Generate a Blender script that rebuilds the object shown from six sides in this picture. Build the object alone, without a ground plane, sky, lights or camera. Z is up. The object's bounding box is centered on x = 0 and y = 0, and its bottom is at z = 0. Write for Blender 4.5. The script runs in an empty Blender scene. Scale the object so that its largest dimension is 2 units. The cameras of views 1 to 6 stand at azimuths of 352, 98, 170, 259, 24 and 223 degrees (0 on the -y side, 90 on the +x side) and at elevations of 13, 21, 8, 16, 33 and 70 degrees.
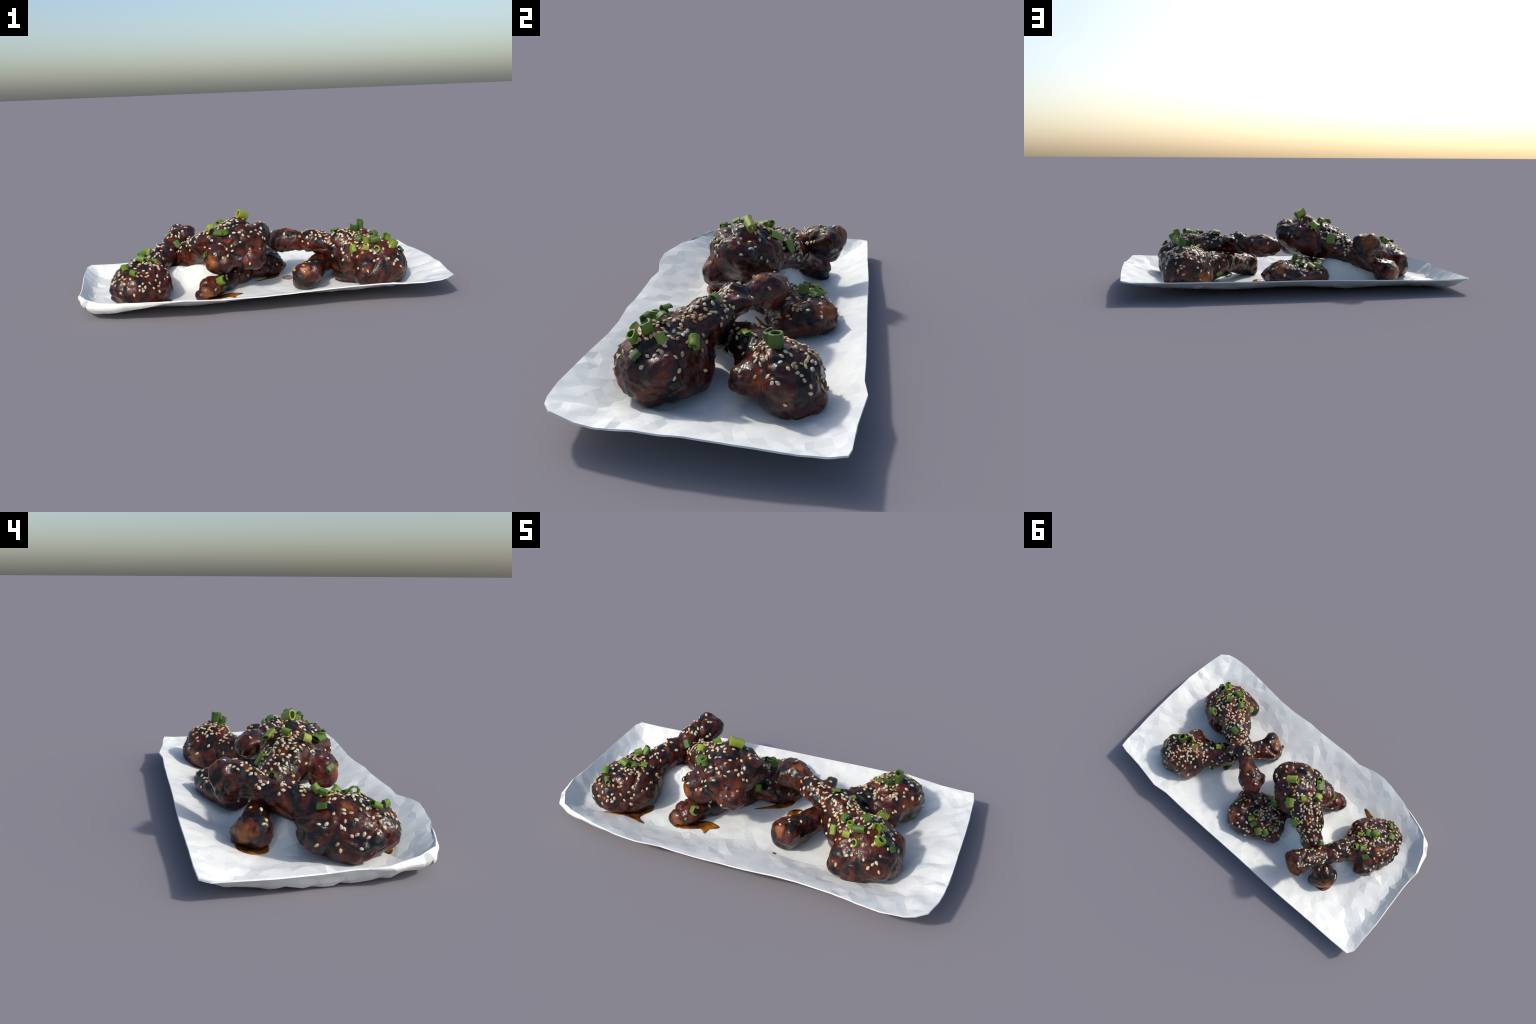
"""Five sticky glazed chicken drumsticks with sesame seeds and spring onion
slices, lying on a long white crinkled paper tray."""
import math
import random

import bmesh
import bpy
import numpy as np
from mathutils import Matrix, Vector, geometry, noise
from mathutils.bvhtree import BVHTree

RNG = np.random.default_rng(7)
random.seed(7)
noise.seed_set(3)
COLL = bpy.context.scene.collection


# ------------------------------------------------------------------ helpers
def link(obj, parent=None):
    COLL.objects.link(obj)
    if parent is not None:
        obj.parent = parent
        obj.matrix_parent_inverse = parent.matrix_world.inverted()
    return obj


def mesh_from(name, verts, faces, smooth=True):
    me = bpy.data.meshes.new(name)
    me.from_pydata([tuple(map(float, v)) for v in verts], [], [tuple(map(int, f)) for f in faces])
    me.update()
    me.polygons.foreach_set("use_smooth", [smooth] * len(me.polygons))
    return me


def unit(v):
    v = np.asarray(v, float)
    return v / np.linalg.norm(v)


# --------------------------------------------------------------- materials
def new_material(name):
    m = bpy.data.materials.new(name)
    m.use_nodes = True
    nt = m.node_tree
    return m, nt, nt.nodes["Principled BSDF"]


class Nodes:
    """Small wrapper that makes node trees readable."""

    def __init__(self, nt):
        self.nt = nt
        self.coord = nt.nodes.new("ShaderNodeTexCoord").outputs["Object"]

    def set(self, socket, value):
        if isinstance(value, bpy.types.NodeSocket):
            self.nt.links.new(value, socket)
        else:
            socket.default_value = value

    def noise(self, scale, detail=3.0, rough=0.5, distortion=0.0, vector=None):
        n = self.nt.nodes.new("ShaderNodeTexNoise")
        self.set(n.inputs["Vector"], vector or self.coord)
        n.inputs["Scale"].default_value = scale
        n.inputs["Detail"].default_value = detail
        n.inputs["Roughness"].default_value = rough
        n.inputs["Distortion"].default_value = distortion
        return n.outputs["Fac"]

    def voronoi(self, scale, out="Distance", feature="F1", vector=None):
        n = self.nt.nodes.new("ShaderNodeTexVoronoi")
        n.feature = feature
        self.set(n.inputs["Vector"], vector or self.coord)
        n.inputs["Scale"].default_value = scale
        return n.outputs[out]

    def ramp(self, fac, stops, interp="LINEAR"):
        n = self.nt.nodes.new("ShaderNodeValToRGB")
        n.color_ramp.interpolation = interp
        el = n.color_ramp.elements
        while len(el) > 2:
            el.remove(el[-1])
        for i, (p, c) in enumerate(stops):
            e = el[i] if i < 2 else el.new(p)
            e.position = p
            if isinstance(c, (int, float)):
                c = (c, c, c)
            e.color = (*c, 1)
        self.set(n.inputs["Fac"], fac)
        return n.outputs["Color"]

    def mix(self, fac, a, b, blend="MIX"):
        n = self.nt.nodes.new("ShaderNodeMix")
        n.data_type = "RGBA"
        n.blend_type = blend
        ins = [s for s in n.inputs if s.enabled]
        self.set(ins[0], fac)
        for s, v in ((ins[1], a), (ins[2], b)):
            self.set(s, v if isinstance(v, bpy.types.NodeSocket) else (*v, 1))
        return [s for s in n.outputs if s.enabled][0]

    def math(self, op, a, b=0.0, clamp=False):
        n = self.nt.nodes.new("ShaderNodeMath")
        n.operation = op
        n.use_clamp = clamp
        self.set(n.inputs[0], a)
        self.set(n.inputs[1], b)
        return n.outputs[0]

    def bump(self, height, strength, distance, normal=None):
        n = self.nt.nodes.new("ShaderNodeBump")
        n.inputs["Strength"].default_value = strength
        n.inputs["Distance"].default_value = distance
        self.set(n.inputs["Height"], height)
        if normal:
            self.set(n.inputs["Normal"], normal)
        return n.outputs["Normal"]

    def near(self, centre, radius):
        """1 inside a ball round `centre`, fading out to 0 at its surface."""
        n = self.nt.nodes.new("ShaderNodeVectorMath")
        n.operation = "DISTANCE"
        self.set(n.inputs[0], self.coord)
        n.inputs[1].default_value = centre
        return self.math("SUBTRACT", 1.0, self.math("DIVIDE", n.outputs["Value"], radius), clamp=True)


def glaze_material(name, amber_spots):
    """Sticky soy glaze: maroon-brown skin, black sauce pooled in patches,
    thin amber spots where the skin shows through."""
    m, nt, b = new_material(name)
    k = Nodes(nt)
    skin = k.ramp(k.noise(15, 3, 0.55, 0.8), [(0.30, (0.0175, 0.0056, 0.0042)), (0.46, (0.047, 0.0088, 0.0050)), (0.62, (0.098, 0.0170, 0.0068)), (0.78, (0.165, 0.042, 0.0112))])
    sauce = k.ramp(k.noise(10, 3, 0.5, 1.4), [(0.49, 0.0), (0.58, 1.0)])
    col = k.mix(sauce, skin, (0.0085, 0.0060, 0.0056))
    fine = k.ramp(k.noise(60, 3, 0.6), [(0.35, 0.78), (0.65, 1.18)])
    col = k.mix(1.0, col, fine, "MULTIPLY")
    for centre, radius in amber_spots:
        mask = k.ramp(k.math("MULTIPLY", k.near(centre, radius), k.noise(38, 3)), [(0.20, 0.0), (0.40, 0.8)])
        col = k.mix(mask, col, (0.25, 0.070, 0.012))
    nt.links.new(col, b.inputs["Base Color"])
    b.inputs["Roughness"].default_value = 0.38
    b.inputs["Specular IOR Level"].default_value = 0.20
    b.inputs["Coat Weight"].default_value = 0.36
    b.inputs["Coat Roughness"].default_value = 0.10
    n1 = k.bump(k.noise(28, 3, 0.55), 0.45, 0.012)
    n2 = k.bump(k.noise(85, 2, 0.55), 0.55, 0.005, n1)
    nt.links.new(n1, b.inputs["Normal"])
    nt.links.new(n2, b.inputs["Coat Normal"])
    return m


def seed_material():
    m, nt, b = new_material("toasted_sesame")
    k = Nodes(nt)
    isl = nt.nodes.new("ShaderNodeNewGeometry").outputs["Random Per Island"]
    obj = nt.nodes.new("ShaderNodeObjectInfo").outputs["Random"]
    r = k.math("FRACT", k.math("ADD", isl, obj))
    col = k.ramp(r, [(0.0, (0.56, 0.50, 0.38)), (0.45, (0.58, 0.48, 0.31)), (0.75, (0.51, 0.38, 0.20)), (0.92, (0.44, 0.27, 0.11)), (1.0, (0.36, 0.20, 0.07))])
    nt.links.new(col, b.inputs["Base Color"])
    b.inputs["Roughness"].default_value = 0.42
    return m


def onion_material():
    m, nt, b = new_material("spring_onion_green")
    k = Nodes(nt)
    obj = nt.nodes.new("ShaderNodeObjectInfo").outputs["Random"]
    base = k.ramp(obj, [(0.0, (0.045, 0.092, 0.013)), (0.3, (0.090, 0.165, 0.014)), (0.7, (0.150, 0.240, 0.018)), (1.0, (0.28, 0.34, 0.04))])
    stripes = nt.nodes.new("ShaderNodeMapping")
    nt.links.new(k.coord, stripes.inputs["Vector"])
    stripes.inputs["Scale"].default_value = (1, 1, 0.08)
    fib = k.ramp(k.noise(260, 2, 0.5, 0, stripes.outputs["Vector"]), [(0.3, 0.68), (0.7, 1.25)])
    col = k.mix(1.0, base, fib, "MULTIPLY")
    nt.links.new(col, b.inputs["Base Color"])
    b.inputs["Roughness"].default_value = 0.38
    b.inputs["Subsurface Weight"].default_value = 0.0
    nt.links.new(k.bump(fib, 0.25, 0.002), b.inputs["Normal"])
    return m


def paper_material(scan_mark=None):
    m, nt, b = new_material("white_paper")
    k = Nodes(nt)
    facet = k.voronoi(19, "Color", vector=None)
    sep = nt.nodes.new("ShaderNodeSeparateColor")
    nt.links.new(facet, sep.inputs[0])
    tone = k.ramp(sep.outputs[0], [(0.0, (0.66, 0.69, 0.68)), (0.3, (0.75, 0.77, 0.745)), (0.7, (0.80, 0.815, 0.785)), (1.0, (0.84, 0.85, 0.82))])
    soft = k.ramp(k.noise(5, 3), [(0.35, (0.74, 0.76, 0.74)), (0.65, (0.80, 0.815, 0.785))])
    col = k.mix(0.45, soft, tone)
    specks = k.ramp(k.voronoi(9.0), [(0.018, 0.0), (0.024, 1.0)])
    col = k.mix(specks, (0.20, 0.15, 0.10), col)
    if scan_mark:  # grey and dark marks copied from a hole in the scan
        grey = k.ramp(k.math("MULTIPLY", k.near(scan_mark, 0.045), k.noise(30, 2)), [(0.14, 0.0), (0.26, 0.75)])
        col = k.mix(grey, col, (0.42, 0.43, 0.41))
        dark = k.ramp(k.math("MULTIPLY", k.near((scan_mark[0] + 0.012, scan_mark[1] - 0.012, scan_mark[2] - 0.004), 0.022), k.noise(110, 1)), [(0.22, 0.0), (0.25, 1.0)])
        col = k.mix(dark, col, (0.055, 0.050, 0.045))
    nt.links.new(col, b.inputs["Base Color"])
    b.inputs["Roughness"].default_value = 0.55
    b.inputs["Specular IOR Level"].default_value = 0.3
    return m


def sauce_material():
    m, nt, b = new_material("runny_sauce")
    k = Nodes(nt)
    col = k.ramp(k.noise(16, 3, 0.5, 0.5), [(0.30, (0.05, 0.016, 0.005)), (0.44, (0.17, 0.055, 0.009)), (0.62, (0.38, 0.15, 0.022))])
    nt.links.new(col, b.inputs["Base Color"])
    b.inputs["Roughness"].default_value = 0.15
    return m


# -------------------------------------------------------------------- tray
# Control points of the rim, counter-clockwise from the folded corner.
RIM = np.array([
    (-0.865, -0.388, 0.092), (-0.820, -0.412, 0.092), (-0.728, -0.437, 0.094), (-0.637, -0.474, 0.106), (-0.505, -0.503, 0.109), (-0.446, -0.513, 0.113), (-0.379, -0.511, 0.108), (-0.257, -0.485, 0.094),
    (-0.172, -0.492, 0.097), (-0.050, -0.490, 0.096), (0.072, -0.487, 0.099), (0.165, -0.489, 0.104), (0.298, -0.477, 0.106), (0.410, -0.477, 0.109), (0.572, -0.491, 0.115), (0.688, -0.504, 0.112),
    (0.778, -0.512, 0.112), (0.871, -0.505, 0.116), (0.917, -0.492, 0.121), (0.960, -0.457, 0.126), (0.983, -0.367, 0.112), (0.993, -0.295, 0.110), (1.000, -0.180, 0.124), (1.000, -0.100, 0.121),
    (1.000, -0.023, 0.125), (1.000, 0.105, 0.120), (0.998, 0.202, 0.116), (0.994, 0.312, 0.108), (0.989, 0.408, 0.110), (0.979, 0.462, 0.116), (0.932, 0.473, 0.108), (0.816, 0.482, 0.106),
    (0.630, 0.512, 0.109), (0.534, 0.499, 0.106), (0.384, 0.501, 0.104), (0.203, 0.500, 0.102), (-0.007, 0.497, 0.102), (-0.181, 0.496, 0.100), (-0.404, 0.496, 0.094), (-0.519, 0.493, 0.091),
    (-0.696, 0.487, 0.084), (-0.841, 0.485, 0.082), (-0.972, 0.480, 0.087), (-0.994, 0.443, 0.083), (-0.992, 0.226, 0.078), (-0.982, 0.070, 0.077), (-0.974, -0.050, 0.080), (-0.976, -0.175, 0.078),
    (-0.930, -0.300, 0.088)])


def resample(loop, step):
    pts = []
    n = len(loop)
    for i in range(n):
        a, b = loop[i], loop[(i + 1) % n]
        c = max(1, int(round(np.linalg.norm(b - a) / step)))
        pts += [a + (b - a) * (j / c) for j in range(c)]
    return np.array(pts)


RIM_FINE = resample(RIM, 0.03)


def floor_z(x, y):
    return 0.025 + 0.016 * x + 0.004 * np.sin(5 * x + 2) * np.cos(4 * y)


def wall_width(x, y):
    """How far the sloping wall reaches in from the rim: steep and narrow at
    the left end, broad elsewhere."""
    left = np.clip((-0.80 - x) / 0.12, 0, 1)
    right = np.clip((x - 0.75) / 0.2, 0, 1)
    back = np.clip((y - 0.3) / 0.1, 0, 1)
    front_left = np.clip((-0.55 - x) / 0.2, 0, 1) * (y < 0)
    front_right = right * np.clip((-0.2 - y) / 0.15, 0, 1)
    w = 0.23 + 0.04 * right - 0.05 * back + 0.025 * np.sin(9 * x + 1.0) - 0.10 * front_left + 0.09 * front_right
    return w * (1 - left) + (0.052 + 0.060 * np.clip((y - 0.15) / 0.25, 0, 1)) * left


def tray_z(x, y):
    """Top surface of the tray."""
    x, y = np.atleast_1d(x).astype(float), np.atleast_1d(y).astype(float)
    a = RIM_FINE[:, :2]
    b = np.roll(a, -1, 0)
    za, zb = RIM_FINE[:, 2], np.roll(RIM_FINE[:, 2], -1)
    out = np.empty(len(x))
    for i in range(0, len(x), 4000):
        p = np.stack([x[i:i + 4000], y[i:i + 4000]], 1)[:, None]
        d = b - a
        t = np.clip(((p - a) * d).sum(2) / (d * d).sum(1), 0, 1)
        dist = np.linalg.norm(p - (a + t[..., None] * d), axis=2)
        j = dist.argmin(1)
        r = np.arange(len(j))
        zr = za[j] + (zb - za)[j] * t[r, j]
        s = np.clip(1 - dist[r, j] / wall_width(p[:, 0, 0], p[:, 0, 1]), 0, 1)
        s = 0.8 * s + 0.2 * s * s * (3 - 2 * s)
        f = floor_z(p[:, 0, 0], p[:, 0, 1])
        out[i:i + 4000] = f + (zr - f) * s
    return out + web_fill(x, y)


# Scan webbing copied as a paper ridge under the shank of the propped-up
# drumstick: (x, y, height)
RIDGE = np.array([(-0.17, 0.10, 0.09), (-0.24, 0.095, 0.140), (-0.31, 0.085, 0.145), (-0.42, 0.095, 0.120), (-0.53, 0.070, 0.125)])


def web_fill(x, y):
    p = np.stack([x, y], 1)[:, None]
    a, b = RIDGE[:-1], RIDGE[1:]
    d = (b - a)[:, :2]
    t = np.clip(((p - a[:, :2]) * d).sum(2) / (d * d).sum(1), 0, 1)
    dist = np.linalg.norm(p - (a[:, :2] + t[..., None] * d), axis=2)
    high = a[:, 2] + (b - a)[:, 2] * t
    return (high * np.exp(-(dist / 0.082) ** 2.4)).max(1)


def build_tray(paper):
    pts = [Vector(p[:2]) for p in RIM_FINE]
    nb = len(pts)
    edge = RIM_FINE[:, :2]
    grid, tries = [], 0
    cells = {}
    cell = 0.04

    def crowded(p, r):
        cx, cy = int(p[0] // cell), int(p[1] // cell)
        return any((q[0] - p[0]) ** 2 + (q[1] - p[1]) ** 2 < r * r for i in (-1, 0, 1) for j in (-1, 0, 1) for q in cells.get((cx + i, cy + j), ()))

    def inside(p):
        a, b = edge, np.roll(edge, -1, 0)
        c = (a[:, 1] > p[1]) != (b[:, 1] > p[1])
        xs = a[:, 0] + (p[1] - a[:, 1]) / (b[:, 1] - a[:, 1] + 1e-12) * (b[:, 0] - a[:, 0])
        return ((p[0] < xs) & c).sum() % 2 == 1

    while tries < 30000:
        tries += 1
        p = RNG.uniform((-1.0, -0.53), (1.01, 0.52))
        if crowded(p, 0.034) or not inside(p) or np.min(np.hypot(*(edge - p).T)) < 0.018:
            continue
        grid.append(p)
        cells.setdefault((int(p[0] // cell), int(p[1] // cell)), []).append(p)
    pts += [Vector(p) for p in grid]
    co, _, faces, *_ = geometry.delaunay_2d_cdt(pts, [], [list(range(nb))], 1, 1e-6)
    xy = np.array([tuple(c) for c in co])
    z = tray_z(xy[:, 0], xy[:, 1])
    fl = floor_z(xy[:, 0], xy[:, 1])
    lift = np.clip((z - fl) / 0.03, 0, 1)
    onrim = np.array([np.min(np.hypot(*(edge - p).T)) < 1e-4 for p in xy])
    # crumples: stronger on the walls and at the right end than on the floor
    amp = 0.0010 + 0.0019 * lift * (0.6 + 0.6 * (xy[:, 0] > 0.55))
    z = z + np.where(onrim, 0, RNG.normal(0, 1, len(z)) * amp)
    verts = np.column_stack([xy, z])
    me = mesh_from("paper_tray", verts, faces, smooth=False)
    bm = bmesh.new()
    bm.from_mesh(me)
    bmesh.ops.recalc_face_normals(bm, faces=bm.faces)
    if sum(f.normal.z for f in bm.faces) < 0:
        bmesh.ops.reverse_faces(bm, faces=bm.faces)
    bmesh.ops.subdivide_edges(bm, edges=bm.edges, cuts=1, use_grid_fill=True, smooth=0.35)
    bm.to_mesh(me)
    bm.free()
    me.polygons.foreach_set("use_smooth", [False] * len(me.polygons))
    me.materials.append(paper)
    tray = link(bpy.data.objects.new("paper_tray", me))
    s = tray.modifiers.new("thickness", "SOLIDIFY")
    s.thickness = 0.006
    s.offset = -1
    apply_modifiers(tray)
    tray["label"] = "long white crinkled paper tray with upturned edges"
    tray["category"] = "tray"
    return tray


def apply_modifiers(obj):
    dg = bpy.context.evaluated_depsgraph_get()
    me = bpy.data.meshes.new_from_object(obj.evaluated_get(dg))
    old = obj.data
    obj.modifiers.clear()
    me.name = old.name
    obj.data = me


def build_folded_corner(tray, paper):
    """The front left corner is rolled outwards: a lip that runs over the rim
    and hangs down outside it."""
    fold = np.array([(-0.978, -0.100, 0.078), (-0.977, -0.170, 0.080), (-0.932, -0.300, 0.090), (-0.866, -0.388, 0.095), (-0.800, -0.418, 0.095), (-0.700, -0.450, 0.100), (-0.500, -0.504, 0.109)])
    outer = np.array([(-0.979, -0.100, 0.076), (-0.980, -0.190, 0.070), (-0.956, -0.306, 0.073), (-0.918, -0.368, 0.066), (-0.840, -0.414, 0.068), (-0.730, -0.446, 0.080), (-0.500, -0.504, 0.106)])
    low = np.array([(-0.977, -0.100, 0.073), (-0.966, -0.200, 0.054), (-0.930, -0.305, 0.042), (-0.888, -0.360, 0.034), (-0.815, -0.398, 0.040), (-0.720, -0.432, 0.058), (-0.500, -0.503, 0.104)])
    rows = []
    for i in range(7):
        t = i / 6
        q = (1 - t) ** 2 * fold + 2 * t * (1 - t) * (2 * outer - 0.5 * (fold + low)) + t * t * low
        u = np.linspace(0, len(q) - 1, 31)
        k = np.minimum(u.astype(int), len(q) - 2)
        line = q[k] + (u - k)[:, None] * (q[k + 1] - q[k])
        rows.append(line)
    rows = np.array(rows)
    jit = np.array([[noise.noise_vector(Vector(p) * 14) for p in r] for r in rows]) * 0.004
    jit[:1] = 0
    v = (rows + jit).reshape(-1, 3)
    f = [(r * 31 + c, r * 31 + c + 1, (r + 1) * 31 + c + 1, (r + 1) * 31 + c) for r in range(6) for c in range(30)]
    me = mesh_from("folded_corner", v, f, smooth=False)
    me.materials.append(paper)
    o = link(bpy.data.objects.new("folded_corner", me), tray)
    s = o.modifiers.new("thickness", "SOLIDIFY")
    s.thickness = 0.005
    s.offset = 0
    apply_modifiers(o)
    return o


# -------------------------------------------------------------- drumsticks
def sd_cone(p, a, ra, b, rb):
    a, b = np.asarray(a), np.asarray(b)
    d = b - a
    t = np.clip(((p - a) @ d) / (d @ d), 0, 1)
    return np.linalg.norm(p - a - t[..., None] * d, axis=-1) - (ra + (rb - ra) * t)


def sd_ball(p, c, axis, radii):
    """Ellipsoid with its first radius along `axis`, the second sideways
    (horizontal) and the third upwards."""
    u = unit(axis)
    w = unit(np.cross(u, (0, 0, 1)) if abs(u[2]) < 0.98 else (1, 0, 0))
    t = np.cross(w, u)
    q = (p - np.asarray(c)) @ np.stack([u, w, t], 1)
    r = np.asarray(radii)
    k0 = np.linalg.norm(q / r, axis=-1)
    k1 = np.linalg.norm(q / (r * r), axis=-1) + 1e-9
    return k0 * (k0 - 1) / k1


def smooth_min(a, b, k):
    h = np.clip(0.5 + 0.5 * (b - a) / k, 0, 1)
    return b + (a - b) * h - k * h * (1 - h)


def surface_nets(f, lo, h):
    """Quad mesh of the zero level of a sampled field (naive surface nets)."""
    s = f < 0
    nx, ny, nz = (n - 1 for n in f.shape)
    corner = [(i, j, k) for i in (0, 1) for j in (0, 1) for k in (0, 1)]
    cut = lambda a, c: a[c[0]:c[0] + nx, c[1]:c[1] + ny, c[2]:c[2] + nz]
    count = sum(cut(s, c).astype(int) for c in corner)
    active = (count > 0) & (count < 8)
    acc = np.zeros((nx, ny, nz, 3))
    num = np.zeros((nx, ny, nz))
    for a in corner:
        for ax in range(3):
            if a[ax]:
                continue
            b = tuple(a[i] + (i == ax) for i in range(3))
            fa, fb = cut(f, a), cut(f, b)
            cross = active & ((fa < 0) != (fb < 0))
            t = np.where(cross, fa / np.where(fa - fb == 0, 1, fa - fb), 0)
            for i in range(3):
                acc[..., i] += np.where(cross, a[i] + (t if i == ax else 0), 0)
            num += cross
    ids = -np.ones((nx, ny, nz), int)
    ids[active] = np.arange(active.sum())
    base = np.stack(np.nonzero(active), 1)
    verts = lo + h * (base + acc[active] / num[active][:, None])
    faces = []
    for ax in range(3):
        o = [i for i in range(3) if i != ax]
        sl0 = [slice(None)] * 3
        sl1 = [slice(None)] * 3
        sl0[ax], sl1[ax] = slice(0, -1), slice(1, None)
        edge = s[tuple(sl0)] != s[tuple(sl1)]
        idx = np.stack(np.nonzero(edge), 1)
        ok = np.all([(idx[:, i] > 0) & (idx[:, i] < f.shape[i] - 1) for i in o], axis=0)
        idx = idx[ok]
        d0, d1 = np.eye(3, dtype=int)[o[0]], np.eye(3, dtype=int)[o[1]]
        q = np.stack([ids[tuple((idx - d0 - d1).T)], ids[tuple((idx - d1).T)], ids[tuple(idx.T)], ids[tuple((idx - d0).T)]], 1)
        inside = s[tuple(idx.T)]
        flip = inside if ax != 1 else ~inside
        q[~flip] = q[~flip][:, ::-1]
        faces.append(q)
    return verts, np.concatenate(faces)


CELL = 0.0065


def lumps(p, seed):
    """Bulges, folds and bubbles of fried, sauce-coated skin."""
    q = Vector(p) + Vector((seed * 3.1, seed * 1.7, 0))
    warp = q + noise.noise_vector(q * 10) * 0.025
    d = noise.voronoi(warp * 9.5)[0]
    dome = 0.50 - min(0.9, d[0])
    groove = max(0.0, 1 - (d[1] - d[0]) * 4.5)
    e = noise.voronoi(warp * 24)[0]
    pimple = 0.48 - min(0.9, e[0])
    where = min(1.0, max(0.0, 0.55 + 1.3 * noise.noise(q * 6 + Vector((5, 0, 2)))))
    wrinkle = 1 - abs(noise.noise(warp * Vector((20, 20, 20)).x)) * 2.2
    return 0.007 * noise.noise(q * 8) + 0.027 * dome * (0.35 + 0.65 * where) - 0.008 * groove * where + 0.010 * pimple * (1 - 0.6 * where) + 0.0035 * wrinkle + 0.0015 * noise.noise(q * 60)


def drumstick_field(p, cones, balls, blend):
    f = None
    for a, ra, b, rb in cones:
        d = sd_cone(p, a, ra, b, rb)
        f = d if f is None else smooth_min(f, d, blend)
    for c, axis, radii in balls:
        f = smooth_min(f, sd_ball(p, c, axis, radii), blend)
    ground = floor_z(p[..., 0], p[..., 1]) - 0.002 - p[..., 2]
    return -smooth_min(-f, -ground, 0.012)


def drumstick_mesh(spec, seed):
    pts = [np.array(c[i]) for c in spec["cones"] for i in (0, 2)] + [np.array(b[0]) for b in spec["balls"]]
    rad = max([max(c[1], c[3]) for c in spec["cones"]] + [max(b[2]) for b in spec["balls"]])
    lo = np.min(pts, 0) - rad - 0.05
    hi = np.max(pts, 0) + rad + 0.05
    lo[2] = max(lo[2], -0.02)
    n = np.ceil((hi - lo) / CELL).astype(int) + 1
    axes = [lo[i] + CELL * np.arange(n[i]) for i in range(3)]
    grid = np.stack(np.meshgrid(*axes, indexing="ij"), -1)
    f = drumstick_field(grid, spec["cones"], spec["balls"], spec.get("blend", 0.045)) + 0.004
    v, q = surface_nets(f, lo, CELL)
    me = mesh_from("drumstick", v, q)
    me.validate()
    bm = bmesh.new()
    bm.from_mesh(me)
    bmesh.ops.recalc_face_normals(bm, faces=bm.faces)
    for _ in range(2):
        bmesh.ops.smooth_vert(bm, verts=bm.verts, factor=0.5, use_axis_x=True, use_axis_y=True, use_axis_z=True)
    bm.normal_update()
    move = [vt.normal * lumps(vt.co, seed) for vt in bm.verts]
    for vt, m in zip(bm.verts, move):
        vt.co += m
    xs, ys = np.array([v.co.x for v in bm.verts]), np.array([v.co.y for v in bm.verts])
    rest = tray_z(xs, ys) - web_fill(xs, ys) - 0.002
    for vt, g in zip(bm.verts, rest):
        vt.co.z = max(vt.co.z, float(g))
    bm.to_mesh(me)
    bm.free()
    me.polygons.foreach_set("use_smooth", [True] * len(me.polygons))
    me.update()
    return me


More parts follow.
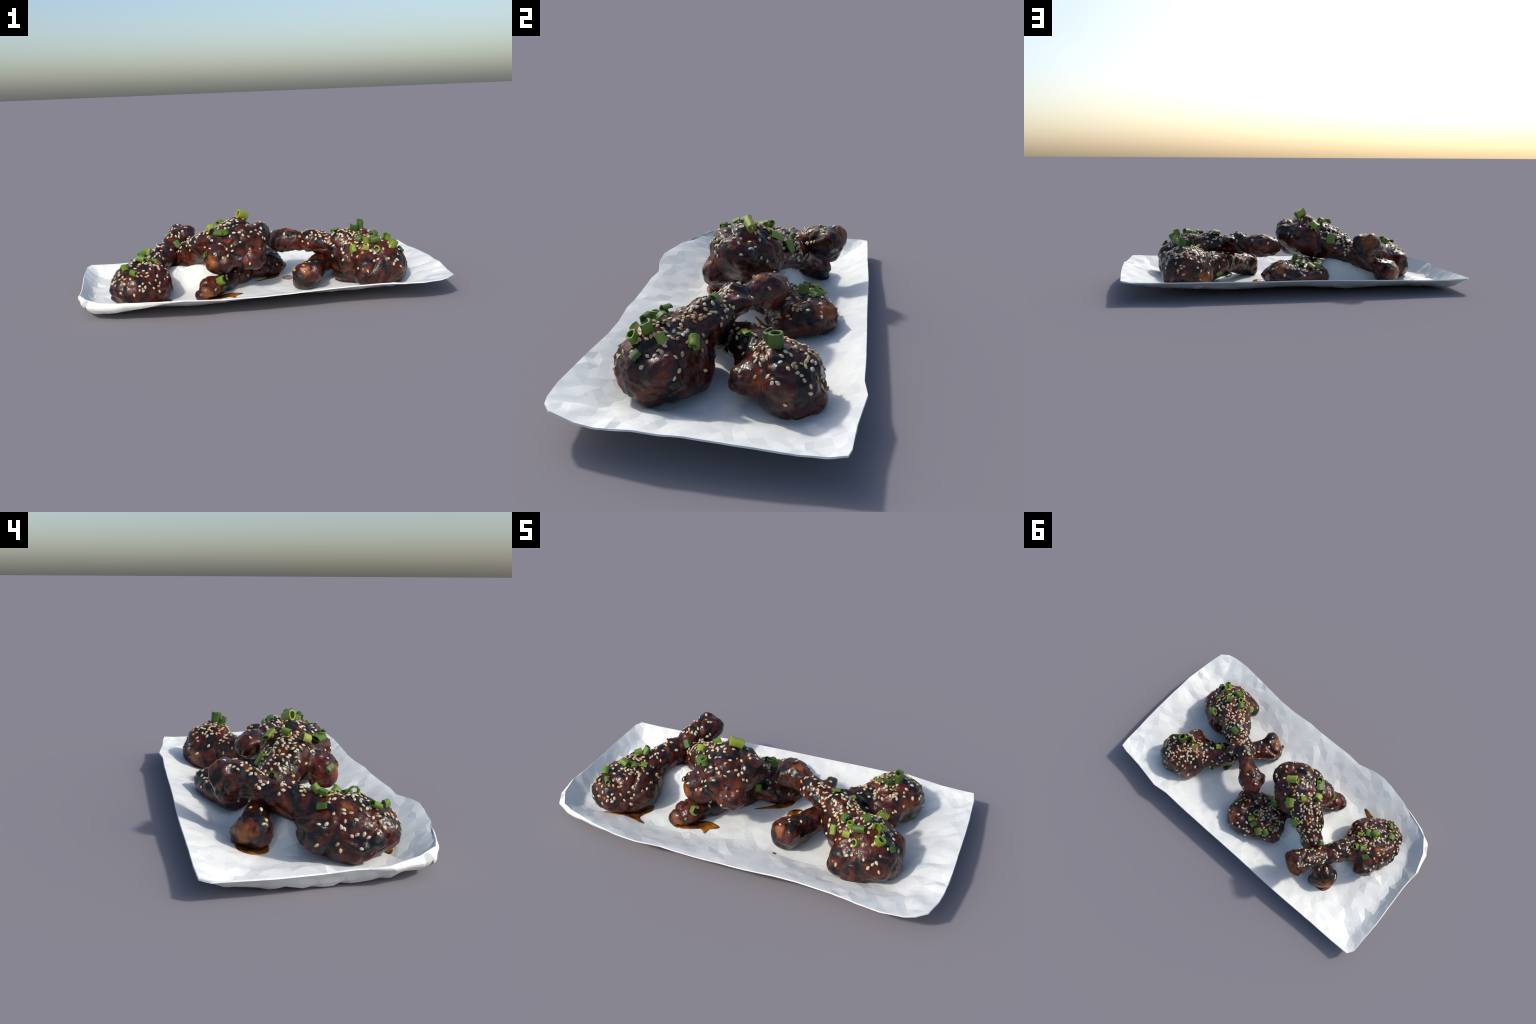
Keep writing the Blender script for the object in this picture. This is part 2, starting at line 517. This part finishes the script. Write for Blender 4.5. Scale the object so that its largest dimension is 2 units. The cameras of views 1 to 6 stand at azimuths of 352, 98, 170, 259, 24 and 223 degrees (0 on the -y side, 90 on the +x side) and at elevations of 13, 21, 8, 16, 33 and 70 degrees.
# Each drumstick: a shank of tapering cones that ends in a knuckle, and balls
# for the meat, the flaps of skin and the knuckle bones. Some meat balls fill in webs left by the scan. `cut` is where the
# bony end begins (point, direction towards the bone).
DRUMSTICKS = {
    "propped_up": dict(
        blend=0.032,
        cones=[((-0.14, -0.04, 0.285), 0.115, (-0.28, 0.05, 0.240), 0.088), ((-0.28, 0.05, 0.240), 0.086, (-0.40, 0.135, 0.185), 0.064), ((-0.40, 0.135, 0.185), 0.060, (-0.56, 0.225, 0.090), 0.060)],
        balls=[((-0.122, -0.045, 0.28), (-0.6, 0.5, -0.25), (0.165, 0.155, 0.122)), ((-0.23, -0.14, 0.210), (0.7, -0.3, -0.4), (0.09, 0.075, 0.08)), ((-0.08, -0.15, 0.215), (1, -0.2, -0.1), (0.10, 0.075, 0.07)),
               ((0.000, -0.070, 0.310), (0.4, 0.8, 0), (0.095, 0.062, 0.080)), ((-0.10, 0.055, 0.27), (1, -0.3, 0), (0.10, 0.055, 0.085)), ((-0.11, 0.0, 0.375), (1, -0.4, -0.3), (0.06, 0.05, 0.038)), ((-0.26, 0.0, 0.30), (-0.6, 0.5, -0.3), (0.085, 0.065, 0.05)),
               ((-0.572, 0.220, 0.086), (-0.6, 0.4, -0.2), (0.074, 0.080, 0.074)), ((-0.535, 0.27, 0.065), (1, 0, 0), (0.045, 0.045, 0.05))],
        cut=((-0.44, 0.16, 0.16), (-0.8, 0.5, -0.4)), amber=[((-0.62, 0.28, 0.10), 0.10), ((-0.28, -0.2, 0.22), 0.08)]),
    "front_left": dict(
        cones=[((-0.65, -0.11, 0.135), 0.105, (-0.53, 0.10, 0.195), 0.064), ((-0.53, 0.10, 0.195), 0.060, (-0.44, 0.25, 0.250), 0.060)],
        balls=[((-0.664, -0.155, 0.112), (0.45, 0.85, 0.08), (0.178, 0.142, 0.113)), ((-0.742, -0.05, 0.108), (0.30, 0.9, 0.36), (0.158, 0.060, 0.055)), ((-0.735, -0.04, 0.070), (0.3, 0.9, 0.2), (0.13, 0.060, 0.060)), ((-0.575, -0.165, 0.092), (0.3, 0.9, 0), (0.13, 0.085, 0.090)),
               ((-0.425, 0.29, 0.265), (0.3, 0.8, 0.2), (0.075, 0.070, 0.068)), ((-0.365, 0.305, 0.285), (1, 0.2, 0.2), (0.040, 0.038, 0.038)), ((-0.44, 0.335, 0.270), (0, 1, 0), (0.045, 0.045, 0.055)), ((-0.43, 0.29, 0.205), (0.2, 0.8, 0.2), (0.06, 0.04, 0.05))],
        cut=((-0.49, 0.18, 0.22), (0.45, 0.8, 0.25)), amber=[((-0.41, 0.36, 0.30), 0.10), ((-0.72, -0.10, 0.2), 0.06)]),
    "flat_beneath": dict(
        cones=[((-0.02, 0.22, 0.085), 0.085, (-0.12, 0.03, 0.085), 0.068), ((-0.12, 0.03, 0.085), 0.064, (-0.27, -0.165, 0.068), 0.052)],
        balls=[((0.0, 0.235, 0.095), (0.75, 0.6, 0), (0.175, 0.135, 0.075)), ((0.08, 0.285, 0.115), (0.8, -0.3, 0), (0.08, 0.065, 0.055)), ((-0.13, 0.225, 0.085), (0.6, -0.5, 0), (0.09, 0.075, 0.065)), ((0.105, 0.175, 0.075), (1, 0.5, 0), (0.088, 0.072, 0.062)), ((0.03, 0.12, 0.075), (1, -0.3, 0), (0.08, 0.06, 0.06)),
               ((-0.29, -0.185, 0.068), (0.4, 0.7, 0), (0.072, 0.066, 0.058)), ((-0.315, -0.21, 0.05), (1, 0, 0), (0.05, 0.05, 0.04))],
        cut=((-0.21, -0.09, 0.07), (-0.6, -0.8, 0)), amber=[((0.11, 0.33, 0.15), 0.10), ((-0.31, -0.255, 0.06), 0.075)]),
    "front_right": dict(
        blend=0.036,
        cones=[((0.61, -0.19, 0.175), 0.115, (0.45, -0.08, 0.225), 0.080), ((0.45, -0.08, 0.225), 0.076, (0.31, -0.01, 0.255), 0.056), ((0.31, -0.01, 0.255), 0.052, (0.16, 0.10, 0.248), 0.054)],
        balls=[((0.63, -0.20, 0.160), (-0.6, 0.5, 0.15), (0.165, 0.150, 0.122)), ((0.590, -0.285, 0.122), (1, 0.3, 0), (0.115, 0.080, 0.085)), ((0.715, -0.170, 0.132), (0.3, 1, 0), (0.110, 0.075, 0.090)), ((0.50, -0.14, 0.095), (-0.6, 0.5, 0), (0.12, 0.06, 0.075)), ((0.49, -0.16, 0.175), (-0.6, 0.4, 0.1), (0.11, 0.06, 0.065)), ((0.605, -0.085, 0.120), (1, 0.2, 0), (0.100, 0.068, 0.085)), ((0.665, -0.20, 0.105), (0.8, -0.5, 0), (0.130, 0.115, 0.078)),
               ((0.36, 0.03, 0.270), (0.3, 1, 0.3), (0.055, 0.035, 0.028)), ((0.165, 0.095, 0.250), (-0.8, 0.5, 0), (0.085, 0.068, 0.068)), ((0.12, 0.06, 0.235), (-0.5, -0.5, 0), (0.045, 0.04, 0.05)), ((0.105, 0.13, 0.245), (-0.8, 0.6, 0), (0.045, 0.040, 0.045))],
        cut=((0.25, 0.03, 0.25), (-0.8, 0.5, 0)), amber=[((0.20, 0.06, 0.30), 0.06)]),
    "back_right": dict(
        cones=[((0.61, 0.22, 0.145), 0.100, (0.44, 0.085, 0.140), 0.070), ((0.44, 0.085, 0.140), 0.066, (0.275, -0.13, 0.110), 0.060)],
        balls=[((0.634, 0.242, 0.140), (0.8, 0.5, 0), (0.145, 0.124, 0.118)), ((0.60, 0.285, 0.095), (1, 0.4, 0), (0.130, 0.080, 0.088)), ((0.68, 0.24, 0.105), (0.4, 1, 0), (0.09, 0.07, 0.080)), ((0.675, 0.20, 0.215), (0.6, 0.8, 0), (0.07, 0.05, 0.04)), ((0.652, 0.100, 0.122), (0.25, -1, 0.05), (0.064, 0.056, 0.052)), ((0.53, 0.085, 0.085), (1, -0.3, 0), (0.08, 0.06, 0.065)),
               ((0.252, -0.170, 0.100), (-0.6, -0.7, 0), (0.080, 0.068, 0.068)), ((0.275, -0.225, 0.130), (0.3, -1, 0.6), (0.044, 0.036, 0.052)), ((0.21, -0.175, 0.085), (-1, -0.4, 0), (0.05, 0.05, 0.06))],
        cut=((0.33, -0.05, 0.12), (-0.6, -0.75, 0)), amber=[((0.22, -0.24, 0.15), 0.06), ((0.53, 0.33, 0.1), 0.09)]),
}


def split_body(parent, me, cut, material):
    """Separate the body at the bony end; both parts keep the whole body's
    vertex normals, so no seam shows."""
    point, direction = Vector(cut[0]), Vector(cut[1]).normalized()
    normals = [v.normal.copy() for v in me.vertices]
    side = [(sum((me.vertices[i].co for i in p.vertices), Vector()) / len(p.vertices) - point).dot(direction) > 0 for p in me.polygons]
    for name, want in (("meat", False), ("bone_end", True)):
        faces = [tuple(p.vertices) for p, s in zip(me.polygons, side) if s == want]
        used = sorted({i for f in faces for i in f})
        remap = {o: n for n, o in enumerate(used)}
        part = mesh_from(name, [me.vertices[i].co for i in used], [[remap[i] for i in f] for f in faces])
        part.normals_split_custom_set_from_vertices([normals[i] for i in used])
        part.materials.append(material)
        link(bpy.data.objects.new(name, part), parent)


# ----------------------------------------------------------------- build
paper, seeds, onion, sauce = paper_material(), seed_material(), onion_material(), sauce_material()
tray = build_tray(paper)
build_folded_corner(tray, paper_material(scan_mark=(-0.935, -0.335, 0.068)))

bodies = {}
for number, (key, spec) in enumerate(DRUMSTICKS.items()):
    me = drumstick_mesh(spec, number)
    base = np.mean([spec["cones"][0][0], spec["cones"][-1][2]], 0)
    root = bpy.data.objects.new("glazed_drumstick", None)
    root.empty_display_size = 0.05
    root.location = (base[0], base[1], float(floor_z(base[0], base[1])))
    root["label"] = "dark sticky glazed chicken drumstick with sesame and spring onion"
    root["category"] = "chicken drumstick"
    link(root)
    bpy.context.view_layer.update()
    split_body(root, me, spec["cut"], glaze_material("dark_glaze", spec["amber"]))
    bodies[key] = (root, me)


# ----------------------------------------------------------- sesame seeds
def seed_mesh():
    """Teardrop-shaped sesame seed, long axis x, flattened in z."""
    rings, around = 7, 8
    v = [(-0.5, 0, 0)]
    for i in range(1, rings):
        t = i / rings
        w = math.sin(math.pi * t ** 1.18) ** 0.68
        v += [(t - 0.5, 0.31 * w * math.cos(a), 0.17 * w * math.sin(a)) for a in (2 * math.pi * j / around for j in range(around))]
    v.append((0.5, 0, 0))
    last = len(v) - 1
    f = [(0, 1 + (j + 1) % around, 1 + j) for j in range(around)]
    for i in range(rings - 2):
        a, b = 1 + i * around, 1 + (i + 1) * around
        f += [(a + j, a + (j + 1) % around, b + (j + 1) % around, b + j) for j in range(around)]
    a = 1 + (rings - 2) * around
    f += [(a + j, a + (j + 1) % around, last) for j in range(around)]
    return mesh_from("sesame_seed", v, f)


# where seeds lie thick: (centre, spread, how many)
SEED_CLUSTERS = {
    "propped_up": [((-0.26, 0.04, 0.33), 0.055, 75), ((-0.33, 0.10, 0.26), 0.055, 55), ((-0.20, 0.0, 0.37), 0.05, 25), ((-0.10, -0.06, 0.40), 0.075, 45), ((-0.16, -0.19, 0.28), 0.10, 34), ((-0.40, 0.10, 0.22), 0.06, 22), ((0.0, 0.0, 0.33), 0.09, 14), ((-0.57, 0.22, 0.15), 0.06, 8)],
    "front_left": [((-0.61, -0.11, 0.24), 0.05, 70), ((-0.73, -0.22, 0.19), 0.06, 48), ((-0.68, -0.30, 0.12), 0.075, 40), ((-0.54, 0.06, 0.24), 0.05, 32), ((-0.46, 0.22, 0.30), 0.05, 44), ((-0.77, -0.05, 0.16), 0.07, 24), ((-0.55, -0.15, 0.15), 0.07, 12)],
    "flat_beneath": [((-0.06, 0.17, 0.16), 0.065, 85), ((0.02, 0.27, 0.17), 0.07, 34), ((-0.14, 0.25, 0.14), 0.06, 20), ((-0.15, 0.0, 0.13), 0.07, 14), ((0.0, 0.22, 0.12), 0.14, 18), ((-0.28, -0.18, 0.12), 0.06, 5)],
    "front_right": [((0.61, -0.20, 0.29), 0.055, 62), ((0.50, -0.14, 0.28), 0.055, 62), ((0.40, -0.07, 0.29), 0.05, 52), ((0.31, -0.01, 0.30), 0.04, 20), ((0.66, -0.24, 0.22), 0.10, 44), ((0.45, -0.17, 0.22), 0.07, 18), ((0.68, -0.10, 0.22), 0.07, 24), ((0.17, 0.09, 0.31), 0.06, 7)],
    "back_right": [((0.65, 0.24, 0.25), 0.060, 90), ((0.58, 0.20, 0.25), 0.055, 40), ((0.47, 0.12, 0.20), 0.055, 34), ((0.60, 0.32, 0.17), 0.09, 22), ((0.66, 0.14, 0.2), 0.06, 16), ((0.25, -0.18, 0.16), 0.055, 14), ((0.40, 0.06, 0.19), 0.05, 14)],
}


def scatter(me, clusters, rng):
    """Points and normals on a mesh, thick round the cluster centres, seldom
    on undersides and never closer than a seed's width."""
    me.calc_loop_triangles()
    co = np.array([v.co for v in me.vertices])
    no = np.array([v.normal for v in me.vertices])
    tri = np.array([t.vertices for t in me.loop_triangles])
    area = np.array([t.area for t in me.loop_triangles])
    pick = rng.choice(len(tri), 14000, p=area / area.sum())
    bary = rng.dirichlet((1, 1, 1), len(pick))
    p = (co[tri[pick]] * bary[..., None]).sum(1)
    n = (no[tri[pick]] * bary[..., None]).sum(1)
    n /= np.linalg.norm(n, axis=1)[:, None]
    up = np.clip(n[:, 2] + 0.30, 0, 1)
    kept = []
    for centre, spread, count in clusters:
        count = round(count * 0.68)
        w = np.exp(-0.5 * (np.linalg.norm(p - centre, axis=1) / spread) ** 2) * up
        order = rng.choice(len(p), min(len(p), count * 12), replace=False, p=w / w.sum())
        got = 0
        for i in order:
            if kept and np.min(np.linalg.norm(p[kept] - p[i], axis=1)) < 0.0115:
                continue
            kept.append(i)
            got += 1
            if got == count:
                break
    return p[kept], n[kept]


def frame_on(normal, angle, tilt=0.0):
    n = Vector(normal).normalized()
    t = n.orthogonal().normalized()
    m = Matrix((t, n.cross(t), n)).transposed()
    return m @ Matrix.Rotation(angle, 3, "Z") @ Matrix.Rotation(tilt, 3, "Y")


SEED = seed_mesh()
SEED.materials.append(seeds)
NAMED_SEEDS = 60
for key, (root, me) in bodies.items():
    pts, nrm = scatter(me, SEED_CLUSTERS[key], RNG)
    size = RNG.uniform(0.0178, 0.0236, len(pts))
    spots = sorted(range(len(pts)), key=lambda i: -(size[i] * (nrm[i][2] + 1.2)))
    rest_v, rest_f = [], []
    base_v = np.array([v.co for v in SEED.vertices])
    base_f = [tuple(p.vertices) for p in SEED.polygons]
    for rank, i in enumerate(spots):
        rot = frame_on(nrm[i], RNG.uniform(0, 2 * math.pi), RNG.normal(0, 0.22))
        at = Vector(pts[i]) + Vector(nrm[i]) * 0.0022
        m = Matrix.Translation(at) @ rot.to_4x4() @ Matrix.Diagonal((size[i], size[i] * RNG.uniform(0.92, 1.12), size[i], 1))
        if rank < NAMED_SEEDS:
            o = bpy.data.objects.new("sesame_seed", SEED)
            o.matrix_world = m
            link(o, root)
        else:
            mm = np.array(m)
            w = base_v @ mm[:3, :3].T + mm[:3, 3]
            rest_f += [tuple(k + len(rest_v) for k in f) for f in base_f]
            rest_v += list(w)
    if rest_v:
        rme = mesh_from("sesame_seeds", rest_v, rest_f)
        rme.materials.append(seeds)
        o = link(bpy.data.objects.new("sesame_seeds", rme), root)
        o["kind"] = "stuff"


# ----------------------------------------------------- spring onion slices
def onion_mesh(rng, arc, squash, length):
    """A short cut of hollow leaf: an angular tube, closed (arc = full turn)
    or split open into a curl. Long axis z."""
    n = 7
    full = arc >= 6.2
    count = n if full else n + 1
    rad = 1 + rng.normal(0, 0.07, count)
    ang = np.arange(count) * arc / n
    wall = 0.36
    v, f = [], []
    cuts = 4
    for i in range(cuts):
        t = i / (cuts - 1) - 0.5
        lean = rng.normal(0, 0.05, 2)
        slant = 0.10 if i in (0, cuts - 1) else 0.0
        for k in (1.0, 1 - wall):
            for a, r in zip(ang, rad):
                x, y = r * k * math.cos(a), r * k * math.sin(a) * squash
                v.append((x + lean[0], y + lean[1], t * length + slant * x * (1 if i else -1) * rng.uniform(0.3, 1)))
    ring = 2 * count
    steps = range(n)
    nxt = lambda j: (j + 1) % count
    for i in range(cuts - 1):
        a, b = i * ring, (i + 1) * ring
        f += [(a + j, a + nxt(j), b + nxt(j), b + j) for j in steps]
        f += [(a + count + nxt(j), a + count + j, b + count + j, b + count + nxt(j)) for j in steps]
        if not full:
            f += [(a + count, a, b, b + count), (a + n, a + count + n, b + count + n, b + n)]
    top = (cuts - 1) * ring
    f += [(nxt(j), j, count + j, count + nxt(j)) for j in steps]
    f += [(top + j, top + nxt(j), top + count + nxt(j), top + count + j) for j in steps]
    me = mesh_from("spring_onion_slice", v, f)
    bm = bmesh.new()
    bm.from_mesh(me)
    bmesh.ops.recalc_face_normals(bm, faces=bm.faces)
    bmesh.ops.bevel(bm, geom=list(bm.edges), offset=0.06, segments=1, affect="EDGES")
    bm.to_mesh(me)
    bm.free()
    me.polygons.foreach_set("use_smooth", [True] * len(me.polygons))
    me.set_sharp_from_angle(angle=math.radians(32))
    me.materials.append(onion)
    return me


ONION_RNG = np.random.default_rng(21)
FULL = 2 * math.pi
CUTS = {
    "tube": [onion_mesh(ONION_RNG, FULL, s, l) for s, l in ((0.80, 2.0), (0.68, 2.2), (0.85, 1.8))],
    "flat": [onion_mesh(ONION_RNG, FULL, 0.50, l) for l in (2.0, 2.4)],
    "curl": [onion_mesh(ONION_RNG, a, 0.9, l) for a, l in ((3.9, 1.7), (4.6, 1.4), (3.3, 2.1))],
}
# (point near the surface, cut, lies along the surface or stands up, radius)
SLICES = {
    "front_right": [((0.744, -0.250, 0.225), "flat", 0, 0.017), ((0.690, -0.266, 0.250), "tube", 1, 0.021), ((0.689, -0.180, 0.268), "flat", 0, 0.018), ((0.604, -0.255, 0.280), "tube", 0, 0.021), ((0.600, -0.295, 0.245), "curl", 1, 0.019), ((0.617, -0.195, 0.286), "curl", 0, 0.019),
                    ((0.547, -0.263, 0.253), "flat", 0, 0.015), ((0.652, -0.090, 0.241), "tube", 0, 0.023), ((0.535, -0.205, 0.278), "curl", 0, 0.019), ((0.500, -0.240, 0.240), "curl", 0, 0.020), ((0.436, -0.060, 0.306), "flat", 0, 0.018), ((0.660, -0.235, 0.270), "curl", 1, 0.022), ((0.560, -0.235, 0.272), "tube", 1, 0.018)],
    "back_right": [((0.650, 0.198, 0.262), "tube", 1, 0.027), ((0.612, 0.185, 0.258), "curl", 1, 0.025), ((0.570, 0.186, 0.244), "flat", 1, 0.014), ((0.466, 0.065, 0.211), "flat", 0, 0.018), ((0.439, 0.187, 0.096), "flat", 0, 0.016), ((0.376, 0.099, 0.075), "flat", 0, 0.020)],
    "flat_beneath": [((-0.048, 0.101, 0.158), "flat", 0, 0.025), ((0.002, 0.220, 0.172), "tube", 1, 0.020), ((-0.005, 0.265, 0.166), "flat", 0, 0.019), ((-0.038, 0.282, 0.156), "flat", 0, 0.020), ((-0.084, 0.292, 0.142), "flat", 0, 0.018), ((-0.128, 0.265, 0.139), "tube", 0, 0.018), ((-0.135, 0.230, 0.144), "curl", 1, 0.018),
                     ((-0.240, -0.200, 0.107), "curl", 1, 0.024), ((-0.021, 0.076, 0.122), "flat", 0, 0.016)],
    "propped_up": [((-0.090, -0.027, 0.412), "tube", 0, 0.027), ((-0.186, -0.145, 0.360), "curl", 1, 0.022), ((-0.216, -0.128, 0.354), "flat", 0, 0.024), ((-0.152, 0.065, 0.347), "flat", 0, 0.027), ((-0.195, 0.004, 0.375), "tube", 0, 0.019), ((-0.252, -0.053, 0.356), "curl", 0, 0.021), ((-0.245, 0.125, 0.282), "flat", 0, 0.024),
                   ((-0.301, -0.158, 0.247), "flat", 0, 0.013)],
    "front_left": [((-0.457, 0.131, 0.243), "curl", 0, 0.019), ((-0.578, -0.095, 0.223), "flat", 0, 0.014), ((-0.610, -0.132, 0.239), "flat", 0, 0.015), ((-0.651, -0.146, 0.242), "tube", 0, 0.021), ((-0.683, -0.262, 0.198), "tube", 0, 0.017), ((-0.727, -0.205, 0.215), "tube", 0, 0.018), ((-0.607, -0.010, 0.240), "tube", 1, 0.019), ((-0.639, -0.036, 0.232), "tube", 0, 0.018), ((-0.685, -0.015, 0.205), "flat", 0, 0.018)],
}
for key, pieces in SLICES.items():
    root, me = bodies[key]
    tree = BVHTree.FromPolygons([v.co for v in me.vertices], [tuple(p.vertices) for p in me.polygons])
    for point, cut, stands, radius in pieces:
        radius *= 1.06
        at, nrm, *_ = tree.find_nearest(Vector(point))
        shape = CUTS[cut][ONION_RNG.integers(len(CUTS[cut]))]
        half = max(v.co.z for v in shape.vertices)
        thick = max(v.co.y for v in shape.vertices)
        rot = frame_on(nrm, ONION_RNG.uniform(0, FULL))
        if stands:
            rise = half * 0.50
            rot = rot @ Matrix.Rotation(ONION_RNG.normal(0, 0.3), 3, "X")
        else:
            rise = thick * 0.75
            rot = rot @ Matrix.Rotation(math.pi / 2, 3, "X") @ Matrix.Rotation(ONION_RNG.normal(0, 0.15), 3, "Z")
            if cut == "tube":
                rot = rot @ Matrix.Rotation(ONION_RNG.uniform(0, FULL), 3, "Z")
        o = bpy.data.objects.new("spring_onion_slice", shape)
        o.matrix_world = Matrix.Translation(at + nrm * rise * radius) @ rot.to_4x4() @ Matrix.Diagonal((radius, radius, radius, 1))
        link(o, root)


# ------------------------------------------------------------ sauce pools
POOLS = [
    [(-0.720, -0.275), (-0.629, -0.220), (-0.572, -0.190), (-0.515, -0.140), (-0.498, -0.185), (-0.520, -0.229), (-0.520, -0.263), (-0.474, -0.293), (-0.484, -0.304), (-0.529, -0.295), (-0.576, -0.287), (-0.615, -0.287), (-0.685, -0.300)],
    [(-0.350, -0.235), (-0.277, -0.200), (-0.194, -0.160), (-0.118, -0.179), (-0.124, -0.198), (-0.154, -0.215), (-0.162, -0.251), (-0.195, -0.228), (-0.252, -0.250), (-0.310, -0.258)],
    [(-0.02, 0.02), (0.05, 0.08), (0.10, 0.15), (0.145, 0.160), (0.140, 0.12), (0.11, 0.085), (0.049, 0.050)],
    [(0.15, 0.077), (0.198, 0.105), (0.228, 0.073), (0.188, 0.015), (0.155, 0.025)],
    [(-0.56, 0.285), (-0.60, 0.295), (-0.628, 0.275), (-0.640, 0.225), (-0.625, 0.175), (-0.56, 0.18)],
    [(0.60, 0.350), (0.63, 0.362), (0.655, 0.366), (0.662, 0.352), (0.65, 0.33), (0.61, 0.33)],
    [(0.200, -0.258), (0.208, -0.272), (0.220, -0.268), (0.214, -0.256)],
]


def build_pool(outline):
    """Thin film of sauce with a rounded outline, lying on the tray."""
    c = np.array(outline)
    n, per = len(c), 5
    ring = []
    for i in range(n):
        p0, p1, p2, p3 = (c[(i + k) % n] for k in (-1, 0, 1, 2))
        for j in range(per):
            t = j / per
            ring.append(0.5 * (2 * p1 + (p2 - p0) * t + (2 * p0 - 5 * p1 + 4 * p2 - p3) * t * t + (3 * p1 - p0 - 3 * p2 + p3) * t ** 3))
    co, _, faces, *_ = geometry.delaunay_2d_cdt([Vector(p) for p in ring], [], [list(range(len(ring)))], 1, 1e-6)
    me = mesh_from("sauce_pool", [(p.x, p.y, 0) for p in co], faces)
    bm = bmesh.new()
    bm.from_mesh(me)
    bmesh.ops.subdivide_edges(bm, edges=[e for e in bm.edges if e.calc_length() > 0.02], cuts=3, use_grid_fill=True)
    bmesh.ops.triangulate(bm, faces=bm.faces)
    top = bmesh.ops.extrude_face_region(bm, geom=list(bm.faces))
    raised = [e for e in top["geom"] if isinstance(e, bmesh.types.BMVert)]
    up = set(raised)
    for v in bm.verts:
        on = TRAY_TREE.ray_cast(Vector((v.co.x, v.co.y, 0.5)), Vector((0, 0, -1)))[0]
        z = on.z if on else float(floor_z(v.co.x, v.co.y))
        v.co.z = z + (0.0018 if v in up else -0.001)
    bmesh.ops.recalc_face_normals(bm, faces=bm.faces)
    bm.to_mesh(me)
    bm.free()
    me.polygons.foreach_set("use_smooth", [True] * len(me.polygons))
    me.materials.append(sauce)
    link(bpy.data.objects.new("sauce_pool", me), tray)


TRAY_TREE = BVHTree.FromPolygons([v.co for v in tray.data.vertices], [tuple(p.vertices) for p in tray.data.polygons])
for outline in POOLS:
    build_pool(outline)
